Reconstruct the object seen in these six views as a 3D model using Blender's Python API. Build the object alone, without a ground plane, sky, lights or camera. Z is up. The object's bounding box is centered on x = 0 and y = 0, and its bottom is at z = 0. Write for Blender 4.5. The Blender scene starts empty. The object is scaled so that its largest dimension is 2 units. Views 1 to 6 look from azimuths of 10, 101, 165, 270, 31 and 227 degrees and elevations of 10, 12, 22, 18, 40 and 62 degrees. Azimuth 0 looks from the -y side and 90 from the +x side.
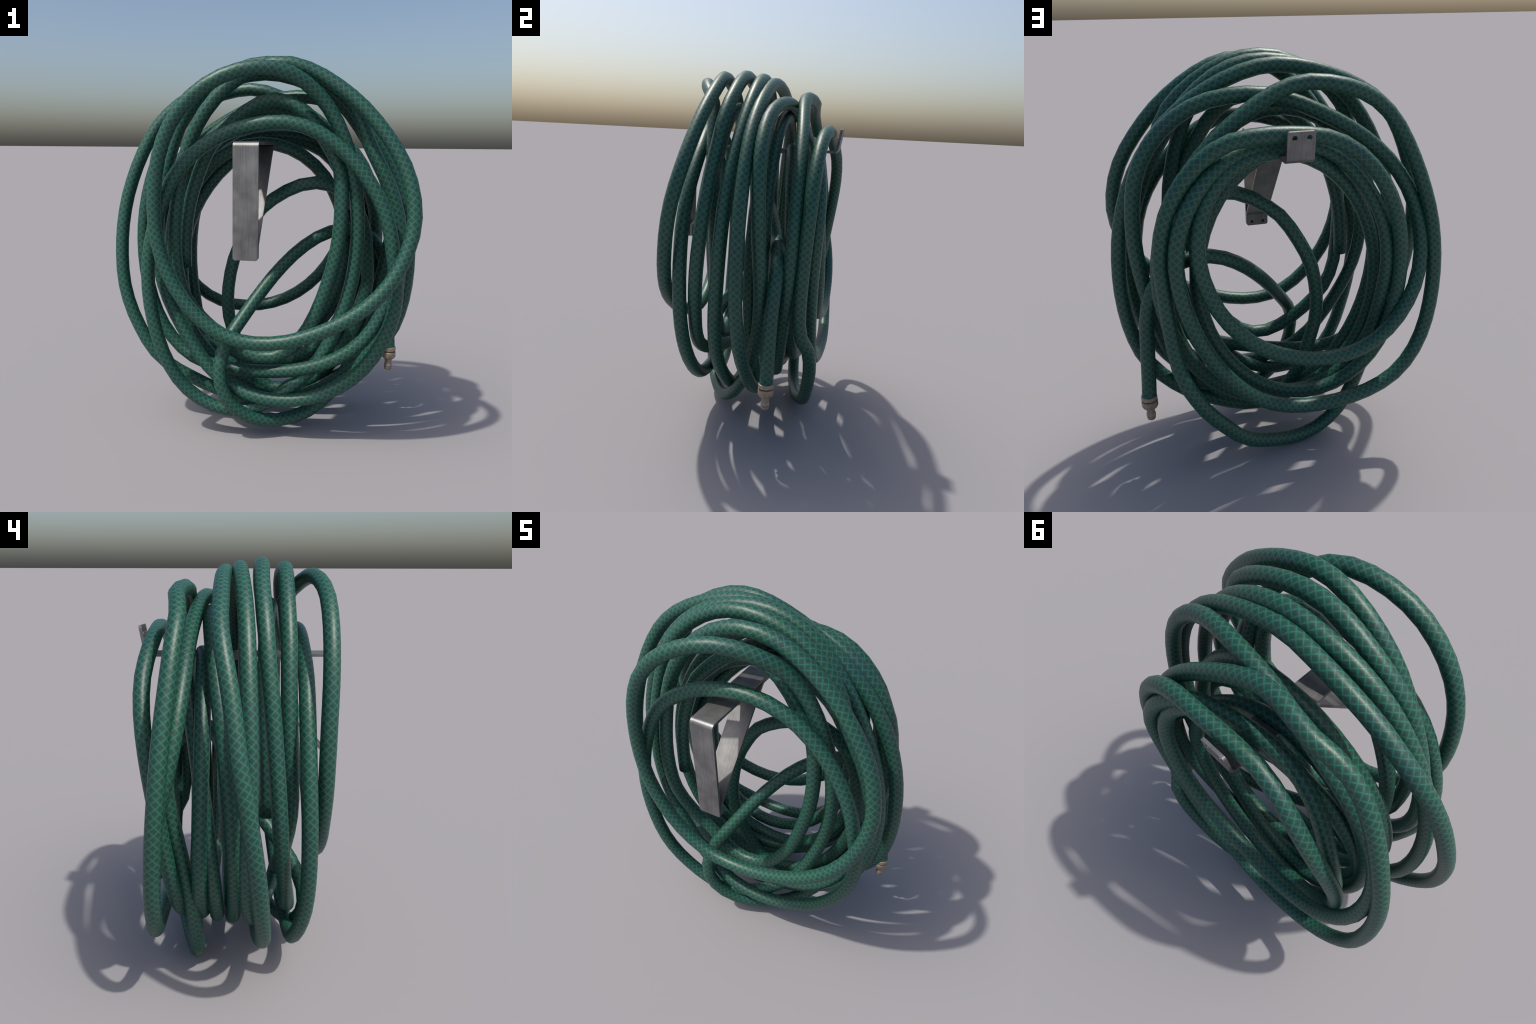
"""A long garden hose hung in loose rings over a bent steel hose hanger."""
import bpy
import math
import random

import numpy as np
from mathutils import Vector

random.seed(7)

# ---------------------------------------------------------------- sizes (m)
HOSE_RADIUS = 0.0362
HOSE_SIDES = 14
HOSE_SEGMENT = 0.085         # length of one straight facet of the hose
BRAID_STARTS = 6             # helical threads each way round the hose
BRAID_PITCH = 0.0355         # length of one diamond of the braid

# Spine of the hose: hand-placed control points of each ring, in the order in
# which the hose runs from its metal fitting to its cut end.
RINGS = [
    ("tail: from the fitting up, over and down through the middle", [
        (0.721, 0.216, 0.392), (0.710, 0.216, 0.549), (0.701, 0.219, 0.711), (0.686, 0.226, 0.867), (0.640, 0.228, 0.994), (0.555, 0.214, 1.075),
        (0.441, 0.180, 1.098), (0.316, 0.131, 1.064), (0.195, 0.071, 0.982), (0.089, -0.005, 0.873), (0.000, -0.095, 0.755), (-0.074, -0.188, 0.642),
        (-0.137, -0.266, 0.538), (-0.164, -0.314, 0.430), (-0.157, -0.329, 0.321), (-0.115, -0.314, 0.220), (-0.041, -0.280, 0.141),
    ]),
    ("ring on the bracket side", [
        (0.061, -0.233, 0.097), (0.178, -0.173, 0.090), (0.293, -0.105, 0.120), (0.395, -0.033, 0.195), (0.479, 0.037, 0.311), (0.548, 0.095, 0.460),
        (0.605, 0.134, 0.632), (0.653, 0.150, 0.816), (0.691, 0.147, 1.002), (0.708, 0.136, 1.183), (0.699, 0.127, 1.352), (0.665, 0.118, 1.501),
        (0.596, 0.112, 1.623), (0.499, 0.111, 1.717), (0.383, 0.124, 1.785), (0.254, 0.145, 1.819), (0.116, 0.164, 1.824), (-0.025, 0.175, 1.795),
        (-0.166, 0.192, 1.737), (-0.305, 0.204, 1.662), (-0.434, 0.210, 1.570), (-0.541, 0.222, 1.461), (-0.617, 0.240, 1.336), (-0.658, 0.269, 1.200),
        (-0.665, 0.306, 1.059), (-0.637, 0.341, 0.921), (-0.574, 0.365, 0.793), (-0.486, 0.377, 0.683), (-0.375, 0.381, 0.604), (-0.243, 0.385, 0.567),
        (-0.100, 0.385, 0.569), (0.046, 0.384, 0.607), (0.180, 0.390, 0.681), (0.294, 0.402, 0.788), (0.381, 0.408, 0.921), (0.435, 0.407, 1.066),
    ]),
    ("inner ring", [
        (0.454, 0.399, 1.211), (0.431, 0.386, 1.344), (0.371, 0.366, 1.457), (0.281, 0.342, 1.539), (0.168, 0.315, 1.584), (0.041, 0.287, 1.588),
        (-0.088, 0.258, 1.551), (-0.211, 0.230, 1.477), (-0.319, 0.203, 1.369), (-0.406, 0.178, 1.236), (-0.466, 0.155, 1.086), (-0.497, 0.136, 0.926),
        (-0.497, 0.122, 0.767), (-0.467, 0.111, 0.615), (-0.410, 0.107, 0.481), (-0.327, 0.108, 0.370), (-0.224, 0.114, 0.288), (-0.106, 0.126, 0.241),
        (0.020, 0.143, 0.231),
    ]),
    ("rear outer ring", [
        (0.149, 0.164, 0.258), (0.273, 0.188, 0.321), (0.386, 0.212, 0.418), (0.483, 0.236, 0.542), (0.558, 0.258, 0.687), (0.606, 0.276, 0.848),
        (0.624, 0.289, 1.015), (0.609, 0.296, 1.181), (0.562, 0.296, 1.339), (0.484, 0.290, 1.481), (0.381, 0.278, 1.604), (0.262, 0.261, 1.705),
        (0.142, 0.242, 1.786), (0.029, 0.228, 1.843), (-0.074, 0.226, 1.871), (-0.169, 0.241, 1.870), (-0.259, 0.252, 1.854), (-0.350, 0.239, 1.824),
        (-0.441, 0.230, 1.772), (-0.526, 0.240, 1.683), (-0.600, 0.256, 1.550), (-0.666, 0.277, 1.385), (-0.717, 0.297, 1.200), (-0.736, 0.317, 1.007),
        (-0.725, 0.336, 0.818), (-0.690, 0.350, 0.646), (-0.628, 0.359, 0.506), (-0.533, 0.372, 0.405), (-0.406, 0.383, 0.344), (-0.256, 0.388, 0.312),
        (-0.098, 0.386, 0.303), (0.055, 0.382, 0.323), (0.193, 0.380, 0.386), (0.312, 0.381, 0.496), (0.412, 0.384, 0.640), (0.487, 0.389, 0.809),
        (0.534, 0.396, 0.985),
    ]),
    ("low rear ring resting on the shelf", [
        (0.549, 0.405, 1.155), (0.522, 0.406, 1.307), (0.457, 0.391, 1.437), (0.364, 0.362, 1.537), (0.245, 0.326, 1.597), (0.103, 0.295, 1.616),
        (-0.046, 0.269, 1.612), (-0.184, 0.257, 1.573), (-0.302, 0.265, 1.485), (-0.395, 0.288, 1.357), (-0.461, 0.307, 1.201), (-0.490, 0.299, 1.017),
        (-0.484, 0.265, 0.815), (-0.451, 0.235, 0.607), (-0.411, 0.212, 0.412), (-0.355, 0.204, 0.244), (-0.275, 0.211, 0.120),
    ]),
    ("rearmost ring, held by the lip", [
        (-0.165, 0.234, 0.050), (-0.030, 0.271, 0.038), (0.118, 0.315, 0.077), (0.268, 0.359, 0.151), (0.375, 0.385, 0.269), (0.461, 0.403, 0.384),
        (0.510, 0.406, 0.472), (0.543, 0.400, 0.536), (0.559, 0.386, 0.573), (0.568, 0.368, 0.599), (0.576, 0.353, 0.643), (0.587, 0.346, 0.725),
        (0.598, 0.348, 0.853), (0.607, 0.356, 1.015), (0.610, 0.368, 1.209), (0.554, 0.374, 1.406), (0.447, 0.377, 1.559), (0.311, 0.383, 1.654),
        (0.156, 0.389, 1.682), (-0.002, 0.383, 1.677), (-0.147, 0.378, 1.655), (-0.267, 0.388, 1.594), (-0.365, 0.399, 1.498), (-0.445, 0.394, 1.371),
        (-0.504, 0.375, 1.222), (-0.536, 0.350, 1.058), (-0.542, 0.326, 0.887), (-0.522, 0.306, 0.722), (-0.474, 0.290, 0.574), (-0.399, 0.277, 0.452),
        (-0.301, 0.267, 0.364),
    ]),
    ("inner ring", [
        (-0.187, 0.259, 0.314), (-0.064, 0.255, 0.304), (0.060, 0.252, 0.334), (0.177, 0.252, 0.401), (0.279, 0.253, 0.501), (0.361, 0.255, 0.625),
        (0.417, 0.257, 0.767), (0.445, 0.259, 0.918), (0.443, 0.259, 1.069), (0.412, 0.248, 1.212), (0.354, 0.233, 1.339), (0.272, 0.215, 1.444),
        (0.170, 0.195, 1.521), (0.056, 0.176, 1.564), (-0.065, 0.160, 1.571), (-0.185, 0.151, 1.541), (-0.297, 0.147, 1.476), (-0.394, 0.145, 1.380),
        (-0.470, 0.145, 1.257), (-0.522, 0.149, 1.116), (-0.547, 0.155, 0.963), (-0.543, 0.162, 0.808), (-0.510, 0.169, 0.659), (-0.450, 0.176, 0.525),
        (-0.367, 0.183, 0.413), (-0.264, 0.185, 0.330), (-0.147, 0.182, 0.280),
    ]),
    ("inner ring", [
        (-0.022, 0.175, 0.266), (0.104, 0.165, 0.289), (0.223, 0.155, 0.348), (0.330, 0.145, 0.440), (0.419, 0.138, 0.560), (0.485, 0.133, 0.704),
        (0.525, 0.130, 0.863), (0.538, 0.129, 1.032), (0.521, 0.129, 1.201), (0.477, 0.129, 1.362), (0.407, 0.129, 1.506), (0.314, 0.127, 1.624),
        (0.204, 0.129, 1.708), (0.081, 0.130, 1.752), (-0.047, 0.127, 1.753), (-0.172, 0.117, 1.709), (-0.288, 0.102, 1.624), (-0.387, 0.083, 1.502),
        (-0.465, 0.062, 1.352), (-0.515, 0.043, 1.181), (-0.535, 0.028, 0.998), (-0.522, 0.018, 0.813), (-0.476, 0.014, 0.636), (-0.397, 0.018, 0.475),
        (-0.291, 0.027, 0.341), (-0.163, 0.040, 0.240), (-0.022, 0.055, 0.180), (0.118, 0.066, 0.164), (0.250, 0.076, 0.203),
    ]),
    ("slack loop dropping through the middle", [
        (0.367, 0.082, 0.297), (0.464, 0.083, 0.437), (0.537, 0.081, 0.609), (0.581, 0.078, 0.798), (0.575, 0.077, 0.974), (0.549, 0.075, 1.132),
        (0.492, 0.069, 1.255), (0.409, 0.060, 1.333), (0.306, 0.047, 1.363), (0.196, 0.037, 1.347), (0.089, 0.038, 1.293), (-0.013, 0.049, 1.214),
        (-0.096, 0.068, 1.090), (-0.164, 0.069, 0.949), (-0.199, 0.058, 0.791), (-0.203, 0.046, 0.625), (-0.164, 0.044, 0.474), (-0.114, 0.046, 0.339),
        (-0.047, 0.052, 0.233),
    ]),
    ("wide middle ring", [
        (0.038, 0.060, 0.168), (0.139, 0.068, 0.149), (0.254, 0.075, 0.173), (0.379, 0.080, 0.231), (0.510, 0.085, 0.307), (0.630, 0.083, 0.417),
        (0.721, 0.073, 0.545), (0.770, 0.061, 0.695), (0.792, 0.053, 0.861), (0.791, 0.050, 1.037), (0.768, 0.049, 1.213), (0.720, 0.048, 1.380),
        (0.647, 0.045, 1.531), (0.551, 0.042, 1.661), (0.433, 0.044, 1.767), (0.301, 0.047, 1.850), (0.163, 0.050, 1.909), (0.024, 0.053, 1.937),
        (-0.117, 0.061, 1.926), (-0.259, 0.062, 1.888), (-0.393, 0.060, 1.832), (-0.510, 0.060, 1.759), (-0.601, 0.045, 1.666), (-0.670, 0.021, 1.547),
        (-0.727, -0.000, 1.410), (-0.771, -0.018, 1.260), (-0.791, -0.045, 1.105), (-0.792, -0.069, 0.947), (-0.776, -0.088, 0.794), (-0.735, -0.101, 0.652),
        (-0.674, -0.109, 0.525), (-0.604, -0.114, 0.414), (-0.514, -0.110, 0.330), (-0.401, -0.099, 0.266), (-0.276, -0.090, 0.208), (-0.141, -0.082, 0.166),
    ]),
    ("middle ring", [
        (-0.001, -0.075, 0.147), (0.140, -0.069, 0.156), (0.275, -0.066, 0.195), (0.400, -0.068, 0.262), (0.512, -0.073, 0.353), (0.606, -0.077, 0.463),
        (0.677, -0.075, 0.589), (0.723, -0.068, 0.730), (0.743, -0.059, 0.881), (0.740, -0.053, 1.038), (0.716, -0.049, 1.196), (0.670, -0.044, 1.351),
        (0.606, -0.034, 1.498), (0.527, -0.022, 1.634), (0.437, -0.011, 1.753), (0.337, -0.003, 1.849), (0.226, -0.001, 1.917), (0.106, -0.006, 1.951),
        (-0.023, -0.011, 1.949), (-0.157, -0.020, 1.917), (-0.285, -0.031, 1.855), (-0.401, -0.041, 1.757), (-0.499, -0.048, 1.626), (-0.577, -0.053, 1.469),
        (-0.632, -0.059, 1.292), (-0.662, -0.058, 1.105), (-0.664, -0.052, 0.919), (-0.639, -0.047, 0.744), (-0.586, -0.048, 0.591), (-0.506, -0.055, 0.469),
        (-0.403, -0.072, 0.384), (-0.276, -0.099, 0.343), (-0.127, -0.131, 0.336),
    ]),
    ("middle ring", [
        (0.036, -0.168, 0.348), (0.201, -0.199, 0.377), (0.357, -0.217, 0.428), (0.493, -0.218, 0.502), (0.600, -0.204, 0.608), (0.673, -0.189, 0.744),
        (0.720, -0.176, 0.900), (0.735, -0.162, 1.061), (0.718, -0.150, 1.218), (0.671, -0.144, 1.361), (0.607, -0.139, 1.487), (0.550, -0.129, 1.601),
        (0.509, -0.117, 1.709), (0.436, -0.111, 1.796), (0.337, -0.102, 1.874), (0.219, -0.102, 1.935), (0.088, -0.107, 1.967), (-0.046, -0.109, 1.960),
        (-0.174, -0.106, 1.911), (-0.290, -0.111, 1.832), (-0.385, -0.121, 1.729), (-0.447, -0.130, 1.596), (-0.492, -0.145, 1.442), (-0.525, -0.159, 1.277),
        (-0.542, -0.171, 1.109), (-0.535, -0.183, 0.943), (-0.497, -0.194, 0.786), (-0.429, -0.207, 0.640), (-0.344, -0.219, 0.504), (-0.252, -0.231, 0.385),
        (-0.144, -0.243, 0.297),
    ]),
    ("low front ring", [
        (-0.022, -0.255, 0.245), (0.114, -0.258, 0.228), (0.254, -0.255, 0.240), (0.387, -0.246, 0.283), (0.504, -0.244, 0.357), (0.597, -0.250, 0.461),
        (0.667, -0.255, 0.587), (0.713, -0.256, 0.725), (0.722, -0.260, 0.871), (0.701, -0.266, 1.028), (0.670, -0.268, 1.188), (0.605, -0.265, 1.336),
        (0.509, -0.262, 1.467), (0.395, -0.263, 1.574), (0.267, -0.275, 1.646), (0.128, -0.284, 1.672), (-0.019, -0.288, 1.655), (-0.163, -0.292, 1.604),
        (-0.293, -0.297, 1.523), (-0.397, -0.298, 1.412), (-0.468, -0.300, 1.272), (-0.520, -0.304, 1.117), (-0.547, -0.309, 0.954), (-0.546, -0.313, 0.790),
        (-0.522, -0.314, 0.632), (-0.482, -0.308, 0.486), (-0.430, -0.290, 0.360), (-0.363, -0.270, 0.262), (-0.275, -0.259, 0.193),
    ]),
    ("front arch", [
        (-0.172, -0.253, 0.155), (-0.059, -0.241, 0.152), (0.058, -0.225, 0.187), (0.173, -0.207, 0.257), (0.280, -0.188, 0.359), (0.372, -0.168, 0.487),
        (0.439, -0.148, 0.644), (0.491, -0.134, 0.817), (0.518, -0.132, 1.001), (0.521, -0.143, 1.188), (0.502, -0.161, 1.368), (0.461, -0.180, 1.532),
        (0.405, -0.196, 1.671), (0.334, -0.220, 1.779), (0.257, -0.263, 1.853), (0.170, -0.311, 1.902), (0.063, -0.341, 1.921), (-0.057, -0.366, 1.906),
        (-0.180, -0.386, 1.856), (-0.295, -0.392, 1.773), (-0.388, -0.392, 1.658), (-0.448, -0.389, 1.514), (-0.477, -0.384, 1.350), (-0.481, -0.382, 1.179),
        (-0.454, -0.382, 1.014), (-0.393, -0.381, 0.867), (-0.304, -0.383, 0.741), (-0.197, -0.380, 0.646),
    ]),
    ("wide front hoop", [
        (-0.076, -0.376, 0.588), (0.058, -0.373, 0.574), (0.201, -0.376, 0.595), (0.345, -0.381, 0.647), (0.483, -0.382, 0.720), (0.604, -0.372, 0.812),
        (0.697, -0.352, 0.924), (0.759, -0.329, 1.053), (0.790, -0.307, 1.192), (0.778, -0.285, 1.335), (0.729, -0.258, 1.478), (0.642, -0.238, 1.614),
        (0.533, -0.221, 1.740), (0.408, -0.209, 1.842), (0.279, -0.206, 1.917), (0.151, -0.217, 1.953), (0.024, -0.219, 1.938), (-0.099, -0.217, 1.881),
        (-0.212, -0.219, 1.783), (-0.305, -0.222, 1.651), (-0.370, -0.221, 1.487), (-0.408, -0.224, 1.305), (-0.426, -0.232, 1.123), (-0.419, -0.236, 0.954),
        (-0.398, -0.221, 0.810), (-0.343, -0.202, 0.694), (-0.255, -0.191, 0.601), (-0.153, -0.192, 0.520),
    ]),
    ("last inner ring, ending in the cut end", [
        (-0.050, -0.200, 0.459), (0.054, -0.197, 0.439), (0.154, -0.191, 0.468), (0.243, -0.185, 0.550), (0.317, -0.181, 0.682), (0.377, -0.179, 0.852),
        (0.422, -0.179, 1.044), (0.437, -0.180, 1.246), (0.425, -0.181, 1.441), (0.359, -0.174, 1.567), (0.288, -0.166, 1.675), (0.207, -0.157, 1.751),
        (0.118, -0.148, 1.786), (0.023, -0.140, 1.777), (-0.072, -0.132, 1.727), (-0.167, -0.127, 1.645), (-0.261, -0.122, 1.546), (-0.331, -0.126, 1.385),
        (-0.379, -0.128, 1.220), (-0.400, -0.129, 1.057), (-0.402, -0.130, 0.904),
    ]),
]


# ---------------------------------------------------------------- curves
def catmull_rom(points, per_span=10):
    p = np.array(points, float)
    p = np.vstack([2 * p[0] - p[1], p, 2 * p[-1] - p[-2]])
    t = np.linspace(0, 1, per_span, endpoint=False)[:, None]
    out = []
    for a, b, c, d in zip(p[:-3], p[1:-2], p[2:-1], p[3:]):
        out.append(0.5 * (2 * b + (c - a) * t + (2 * a - 5 * b + 4 * c - d) * t ** 2
                          + (3 * b - a - 3 * c + d) * t ** 3))
    out.append(p[-2:-1])
    return np.vstack(out)


def new_mesh(name, verts, faces, smooth=True):
    me = bpy.data.meshes.new(name)
    me.from_pydata([tuple(v) for v in verts], [], faces)
    me.update()
    for poly in me.polygons:
        poly.use_smooth = smooth
    return me


def add(name, data, parent=None):
    o = bpy.data.objects.new(name, data)
    bpy.context.scene.collection.objects.link(o)
    if parent:
        o.parent = parent
    return o


def lathe(profile, sides=32, axis_origin=(0, 0, 0)):
    """Surface of revolution round z from (radius, height) pairs."""
    verts, faces = [], []
    for r, z in profile:
        for i in range(sides):
            a = math.tau * i / sides
            verts.append((axis_origin[0] + r * math.cos(a), axis_origin[1] + r * math.sin(a), axis_origin[2] + z))
    for k in range(len(profile) - 1):
        for i in range(sides):
            j = (i + 1) % sides
            faces.append((k * sides + i, k * sides + j, (k + 1) * sides + j, (k + 1) * sides + i))
    faces.append(tuple(range(sides - 1, -1, -1)))
    faces.append(tuple((len(profile) - 1) * sides + i for i in range(sides)))
    return verts, faces


# ---------------------------------------------------------------- materials
class Tree:
    """Small helper to wire shader nodes."""

    def __init__(self, name):
        self.mat = bpy.data.materials.new(name)
        self.mat.use_nodes = True
        self.t = self.mat.node_tree
        self.bsdf = self.t.nodes["Principled BSDF"]

    def put(self, kind, inputs=(), **settings):
        n = self.t.nodes.new(kind)
        for k, v in settings.items():
            setattr(n, k, v)
        for key, v in dict(inputs).items():
            if isinstance(v, bpy.types.NodeSocket):
                self.t.links.new(v, n.inputs[key])
            else:
                n.inputs[key].default_value = v
        return n

    def math(self, op, a, b=0.0, c=0.0, clamp=False):
        return self.put("ShaderNodeMath", {0: a, 1: b, 2: c}, operation=op, use_clamp=clamp).outputs[0]

    def ramp(self, fac, stops):
        n = self.put("ShaderNodeValToRGB", {0: fac})
        while len(n.color_ramp.elements) < len(stops):
            n.color_ramp.elements.new(0.5)
        for e, (pos, col) in zip(n.color_ramp.elements, stops):
            e.position = pos
            e.color = (*col, 1) if len(col) == 3 else col
        return n.outputs[0]

    def mix(self, fac, a, b, blend="MIX"):
        n = self.put("ShaderNodeMix", data_type="RGBA", blend_type=blend)
        for sock, v in ((n.inputs[0], fac), (n.inputs[6], a), (n.inputs[7], b)):
            if isinstance(v, bpy.types.NodeSocket):
                self.t.links.new(v, sock)
            else:
                sock.default_value = (*v, 1) if isinstance(v, tuple) and len(v) == 3 else v
        return n.outputs[2]

    def set(self, key, v):
        if isinstance(v, bpy.types.NodeSocket):
            self.t.links.new(v, self.bsdf.inputs[key])
        else:
            self.bsdf.inputs[key].default_value = (*v, 1) if isinstance(v, tuple) else v


def hose_material(length):
    """Clear green vinyl over a dark core with a diamond braid of threads.

    The hose mesh is modelled straight and bent by a curve, so its Generated
    coordinates run along (x) and across (y, z) the hose."""
    m = Tree("braided_green_vinyl")
    co = m.put("ShaderNodeTexCoord")
    xyz = m.put("ShaderNodeSeparateXYZ", {0: co.outputs["Generated"]})
    along = m.math("MULTIPLY", xyz.outputs[0], length)
    y = m.math("SUBTRACT", xyz.outputs[1], 0.5)
    z = m.math("SUBTRACT", xyz.outputs[2], 0.5)
    turn = m.math("DIVIDE", m.math("ARCTAN2", z, y), math.tau / BRAID_STARTS)
    step = m.math("DIVIDE", along, BRAID_PITCH)

    def thread(phase):
        """1 on the middle of a thread, falling to 0 half way between threads."""
        d = m.math("PINGPONG", phase, 0.5)
        return d

    da = thread(m.math("ADD", m.math("ADD", step, turn), 600.0))
    db = thread(m.math("ADD", m.math("SUBTRACT", step, turn), 600.0))
    near = m.math("MINIMUM", da, db)
    line = m.put("ShaderNodeMapRange", {0: near, 1: 0.02, 2: 0.14, 3: 1.0, 4: 0.0}, interpolation_type="SMOOTHERSTEP").outputs[0]
    halo = m.put("ShaderNodeMapRange", {0: near, 1: 0.0, 2: 0.42, 3: 1.0, 4: 0.0}, interpolation_type="SMOOTHSTEP").outputs[0]
    broad = m.put("ShaderNodeTexNoise", {"Vector": co.outputs["Object"], "Scale": 5.0, "Detail": 3.0}).outputs[0]
    fine = m.put("ShaderNodeTexNoise", {"Vector": co.outputs["Object"], "Scale": 190.0, "Detail": 2.0}).outputs[0]
    bluish = m.ramp(broad, [(0.5, (0, 0, 0)), (0.85, (1, 1, 1))])
    core = m.mix(bluish, CORE, CORE_BLUE)
    tint = m.mix(bluish, VINYL, VINYL_BLUE)
    thread_colour = m.mix(bluish, THREAD, THREAD_BLUE)
    col = m.mix(m.math("MULTIPLY", halo, 0.75), core, tint)
    col = m.mix(m.math("MULTIPLY", line, 0.6), col, thread_colour)
    spots = m.put("ShaderNodeTexVoronoi", {"Vector": co.outputs["Object"], "Scale": 26.0}).outputs["Distance"]
    speck = m.put("ShaderNodeMapRange", {0: spots, 1: 0.035, 2: 0.06, 3: 0.85, 4: 0.0}).outputs[0]
    col = m.mix(speck, col, (0.008, 0.02, 0.016))
    grey_grain = m.ramp(fine, [(0.45, (0, 0, 0)), (0.8, (1, 1, 1))])
    col = m.mix(m.math("MULTIPLY", grey_grain, 0.07), col, (0.16, 0.19, 0.17))
    m.set("Base Color", col)
    m.set("Roughness", m.math("ADD", m.math("MULTIPLY", broad, 0.12), HOSE_ROUGH))
    m.set("Specular IOR Level", HOSE_SPEC)
    bump = m.put("ShaderNodeBump", {"Strength": 0.12, "Distance": 0.002, "Height": line})
    m.set("Normal", bump.outputs[0])
    return m.mat


def steel_material():
    m = Tree("brushed_steel")
    co = m.put("ShaderNodeTexCoord")
    stretched = m.put("ShaderNodeMapping", {0: co.outputs["Object"], 3: (60.0, 3.0, 2.0)}).outputs[0]
    brush = m.put("ShaderNodeTexNoise", {"Vector": stretched, "Scale": 4.0, "Detail": 4.0}).outputs[0]
    blotch = m.put("ShaderNodeTexNoise", {"Vector": co.outputs["Object"], "Scale": 14.0, "Detail": 4.0}).outputs[0]
    grain = m.math("ADD", m.math("MULTIPLY", brush, 0.4), m.math("MULTIPLY", blotch, 0.6))
    m.set("Base Color", m.ramp(grain, [(0.35, STEEL_DARK), (0.65, STEEL_LIGHT)]))
    m.set("Metallic", 0.75)
    m.set("Roughness", m.math("ADD", m.math("MULTIPLY", grain, 0.16), 0.4))
    bump = m.put("ShaderNodeBump", {"Strength": 0.05, "Distance": 0.001, "Height": brush})
    m.set("Normal", bump.outputs[0])
    return m.mat


def brass_material(name, colour):
    m = Tree(name)
    co = m.put("ShaderNodeTexCoord")
    noise = m.put("ShaderNodeTexNoise", {"Vector": co.outputs["Object"], "Scale": 60.0, "Detail": 5.0}).outputs[0]
    dark = tuple(c * 0.7 for c in colour)
    m.set("Base Color", m.ramp(noise, [(0.35, dark), (0.65, colour)]))
    m.set("Metallic", 0.25)
    m.set("Roughness", 0.5)
    return m.mat


CORE, CORE_BLUE = (0.013, 0.045, 0.033), (0.012, 0.038, 0.036)
VINYL, VINYL_BLUE = (0.010, 0.084, 0.054), (0.012, 0.061, 0.056)
THREAD, THREAD_BLUE = (0.026, 0.155, 0.102), (0.019, 0.14, 0.115)
HOSE_ROUGH, HOSE_SPEC = 0.38, 0.45
STEEL_DARK, STEEL_LIGHT = (0.15, 0.15, 0.15), (0.26, 0.257, 0.252)

# ---------------------------------------------------------------- the hose
hose = add("garden_hose", None)
hose.empty_display_size = 0.1
hose["label"] = "dark green braided garden hose coiled in loose hanging rings"
hose["category"] = "garden hose"

spine = catmull_rom([p for _, ring in RINGS for p in ring])
lengths = np.linalg.norm(np.diff(spine, axis=0), axis=1)
HOSE_LENGTH = float(lengths.sum())

path = bpy.data.curves.new("hose_spine", "CURVE")
path.dimensions = "3D"
path.twist_mode = "MINIMUM"
line = path.splines.new("POLY")
line.points.add(len(spine) - 1)
line.points.foreach_set("co", np.hstack([spine, np.ones((len(spine), 1))]).ravel())
path_object = add("hose_spine", path, hose)
path_object.hide_render = True

# the tube is modelled straight along x: outer wall, cut face, bore
rows = int(HOSE_LENGTH / HOSE_SEGMENT)
stations = [(HOSE_LENGTH * i / rows, HOSE_RADIUS) for i in range(rows + 1)]
stations += [(HOSE_LENGTH - 0.001, HOSE_RADIUS * 0.66), (HOSE_LENGTH - 0.06, HOSE_RADIUS * 0.64)]
verts, faces = [], []
for x, r in stations:
    for i in range(HOSE_SIDES):
        a = math.tau * i / HOSE_SIDES
        verts.append((x, r * math.cos(a), r * math.sin(a)))
for k in range(len(stations) - 1):
    for i in range(HOSE_SIDES):
        j = (i + 1) % HOSE_SIDES
        faces.append((k * HOSE_SIDES + j, k * HOSE_SIDES + i, (k + 1) * HOSE_SIDES + i, (k + 1) * HOSE_SIDES + j))
last = (len(stations) - 1) * HOSE_SIDES
faces.append(tuple(last + i for i in range(HOSE_SIDES)))
faces.append(tuple(range(HOSE_SIDES - 1, -1, -1)))
tube = add("hose_tube", new_mesh("hose_tube", verts, faces), hose)
tube.data.materials.append(hose_material(HOSE_LENGTH))
bend = tube.modifiers.new("bend", "CURVE")
bend.object = path_object
bend.deform_axis = "POS_X"

# ---------------------------------------------------------------- hose fitting
FIT = Vector((0.7215, 0.2155, 0.405))        # where the hose goes into the collar
brass = brass_material("dull_brass", (0.40, 0.31, 0.225))
groove = brass_material("dark_groove_brass", (0.07, 0.055, 0.045))
ring_steel = brass_material("pale_ring_metal", (0.36, 0.37, 0.38))
fitting = add("hose_fitting", None, hose)
fitting.location = FIT
fitting.empty_display_size = 0.03


def turned_part(name, profile, material):
    v, f = lathe(profile)
    o = add(name, new_mesh(name, v, f), fitting)
    o.data.materials.append(material)
    o.data.set_sharp_from_angle(angle=math.radians(35))
    return o


R = 0.0355
turned_part("collar_rim", [(R * 0.9, 0.006), (R * 1.09, 0.003), (R * 1.12, -0.004), (R * 1.12, -0.016), (R * 1.03, -0.018)], brass)
turned_part("collar_groove", [(R * 1.02, -0.0175), (R * 1.02, -0.0245)], groove)
turned_part("collar", [(R * 1.08, -0.024), (R * 1.13, -0.026), (R * 1.14, -0.032), (R * 1.14, -0.052), (R * 1.0, -0.062), (R * 0.8, -0.0665)], brass)
turned_part("neck_groove", [(R * 0.82, -0.0645), (R * 0.62, -0.068)], groove)
turned_part("nozzle_neck", [(R * 0.62, -0.067), (R * 0.6, -0.074), (R * 0.57, -0.082), (R * 0.56, -0.09), (R * 0.6, -0.0975)], brass)
turned_part("nozzle_band", [(R * 0.615, -0.0965), (R * 0.635, -0.098), (R * 0.635, -0.1015), (R * 0.615, -0.103)], ring_steel)
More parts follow.
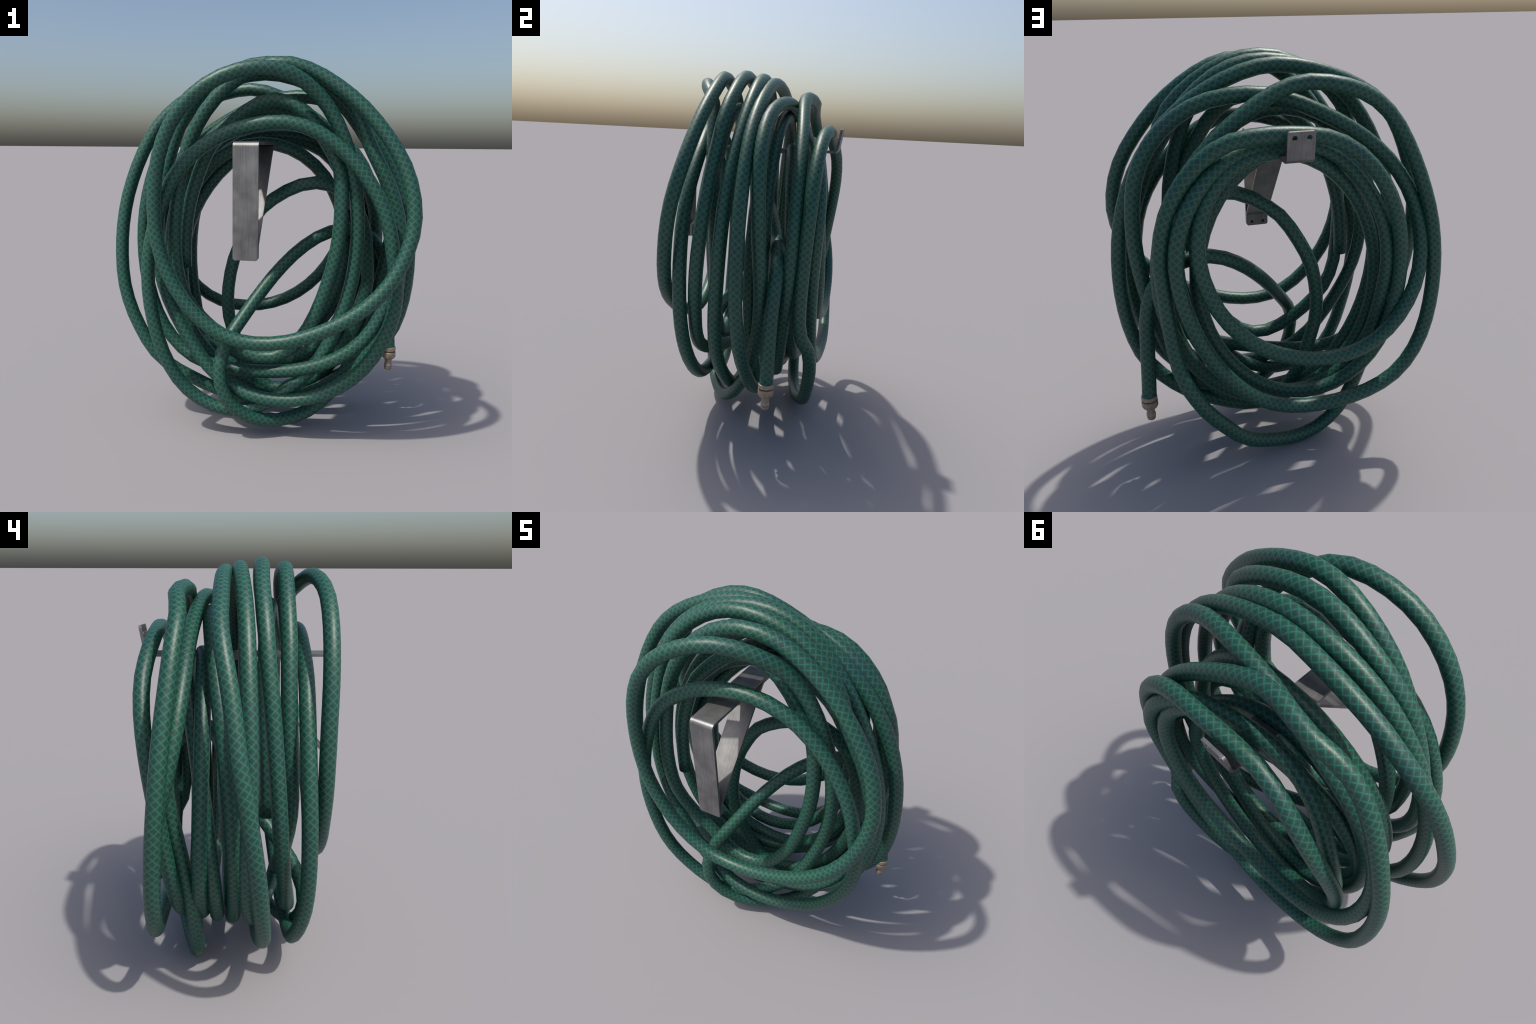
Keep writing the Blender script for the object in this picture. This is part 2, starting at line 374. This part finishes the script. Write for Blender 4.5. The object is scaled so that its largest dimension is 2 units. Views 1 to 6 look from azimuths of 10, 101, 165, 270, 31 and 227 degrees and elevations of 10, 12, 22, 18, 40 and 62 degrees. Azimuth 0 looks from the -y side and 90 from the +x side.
turned_part("nozzle_bulb", [(R * 0.61, -0.1025), (R * 0.65, -0.105), (R * 0.66, -0.111), (R * 0.63, -0.1145)], brass)
turned_part("nozzle_groove", [(R * 0.6, -0.1135), (R * 0.6, -0.117)], groove)
turned_part("nozzle_tip", [(R * 0.62, -0.1165), (R * 0.63, -0.119), (R * 0.57, -0.131), (R * 0.53, -0.1335), (R * 0.34, -0.134), (R * 0.32, -0.12)], brass)

# ---------------------------------------------------------------- the hanger
hanger = add("hose_hanger", None)
hanger.empty_display_size = 0.1
hanger["label"] = "bent flat steel bracket with shelf, lip and diagonal brace"
hanger["category"] = "wall hook"
steel = steel_material()
WIDTH, THICK, MID_X = 0.123, 0.014, -0.002


def rounded_path(corners, radii, steps=8):
    """Polyline in (y, z) with its inner corners rounded."""
    out = [Vector(corners[0])]
    for k in range(1, len(corners) - 1):
        p, a, b = Vector(corners[k]), Vector(corners[k - 1]), Vector(corners[k + 1])
        da, db = (a - p).normalized(), (b - p).normalized()
        half = da.angle(db) / 2
        cut = radii[k - 1] / math.tan(half)
        start, end = p + da * cut, p + db * cut
        centre = p + (da + db).normalized() * (radii[k - 1] / math.sin(half))
        s, e = start - centre, end - centre
        for i in range(steps + 1):
            out.append(centre + (s.lerp(e, i / steps)).normalized() * radii[k - 1])
    out.append(Vector(corners[-1]))
    return out


def strap(name, corners, radii, end_round=0.012, trim=(True, True)):
    """Flat bar of WIDTH x THICK bent along a path in the y-z plane, its
    free ends with rounded corners."""
    path = rounded_path(corners, radii)
    dense = [path[0]]
    for a, b in zip(path[:-1], path[1:]):
        n = max(1, int((b - a).length / 0.03))
        dense += [a.lerp(b, i / n) for i in range(1, n + 1)]

    def corner_rows(p, q):
        d = (q - p).normalized()
        return [(p + d * end_round * (1 - math.cos(t)), end_round * (1 - math.sin(t))) for t in (0.0, 0.4, 0.8, 1.2, math.pi / 2)]

    rows_ = [(p, 0.0) for p in dense]
    if trim[0]:
        rows_ = corner_rows(dense[0], dense[1]) + [r for r in rows_ if (r[0] - dense[0]).length > end_round * 1.01]
    if trim[1]:
        rows_ = [r for r in rows_ if (r[0] - dense[-1]).length > end_round * 1.01] + corner_rows(dense[-1], dense[-2])[::-1]
    pts = [r[0] for r in rows_]
    verts, faces = [], []
    for k, (p, inset) in enumerate(rows_):
        d = (pts[min(k + 1, len(pts) - 1)] - pts[max(k - 1, 0)]).normalized()
        n = Vector((-d.y, d.x)) * THICK / 2
        w = WIDTH / 2 - inset
        for sx, sn in ((-1, 1), (1, 1), (1, -1), (-1, -1)):
            q = p + n * sn
            verts.append((MID_X + sx * w, q.x, q.y))
    for k in range(len(rows_) - 1):
        for i in range(4):
            j = (i + 1) % 4
            faces.append((k * 4 + i, k * 4 + j, k * 4 + 4 + j, k * 4 + 4 + i))
    faces.append((3, 2, 1, 0))
    faces.append(tuple(len(verts) - 4 + i for i in range(4)))
    me = new_mesh(name, verts, faces)
    import bmesh
    bm = bmesh.new()
    bm.from_mesh(me)
    bmesh.ops.recalc_face_normals(bm, faces=bm.faces)
    bm.to_mesh(me)
    bm.free()
    o = add(name, me, hanger)
    me.materials.append(steel)
    return o


def drill(o, holes, radius, depth=0.06):
    """Screw holes through a strap along y."""
    for x, y, z in holes:
        v, f = lathe([(radius, -depth / 2), (radius, depth / 2)], 24)
        cutter = add("drill", new_mesh("drill", [(a + x, c + y, b + z) for a, b, c in v], [tuple(reversed(q)) for q in f]))
        mod = o.modifiers.new("hole", "BOOLEAN")
        mod.operation, mod.solver, mod.object = "DIFFERENCE", "EXACT", cutter
        bpy.context.view_layer.update()
        done = bpy.data.meshes.new_from_object(o.evaluated_get(bpy.context.evaluated_depsgraph_get()))
        o.modifiers.clear()
        o.data = done
        bpy.data.objects.remove(cutter)


def finish_edges(o):
    soft = o.modifiers.new("soft_edges", "BEVEL")
    soft.width, soft.segments, soft.limit_method, soft.angle_limit = 0.0025, 2, "ANGLE", math.radians(50)
    o.data.set_sharp_from_angle(angle=math.radians(40))
    for poly in o.data.polygons:
        poly.use_smooth = True


shelf_strap = strap("hanger_strap",
                    [(0.452, 1.702), (0.43, 1.569), (-0.445, 1.569), (-0.448, 1.013)], [0.026, 0.018])
drill(shelf_strap, [(0.027, 0.446, 1.674), (-0.037, 0.446, 1.674)], 0.0115)
finish_edges(shelf_strap)
brace = strap("hanger_brace", [(0.14, 1.5545), (0.0, 1.5545), (-0.4285, 1.085), (-0.4295, 1.0145)], [0.02, 0.02])
drill(brace, [(0.031, -0.43, 1.038), (-0.035, -0.43, 1.038)], 0.0085, 0.02)
finish_edges(brace)
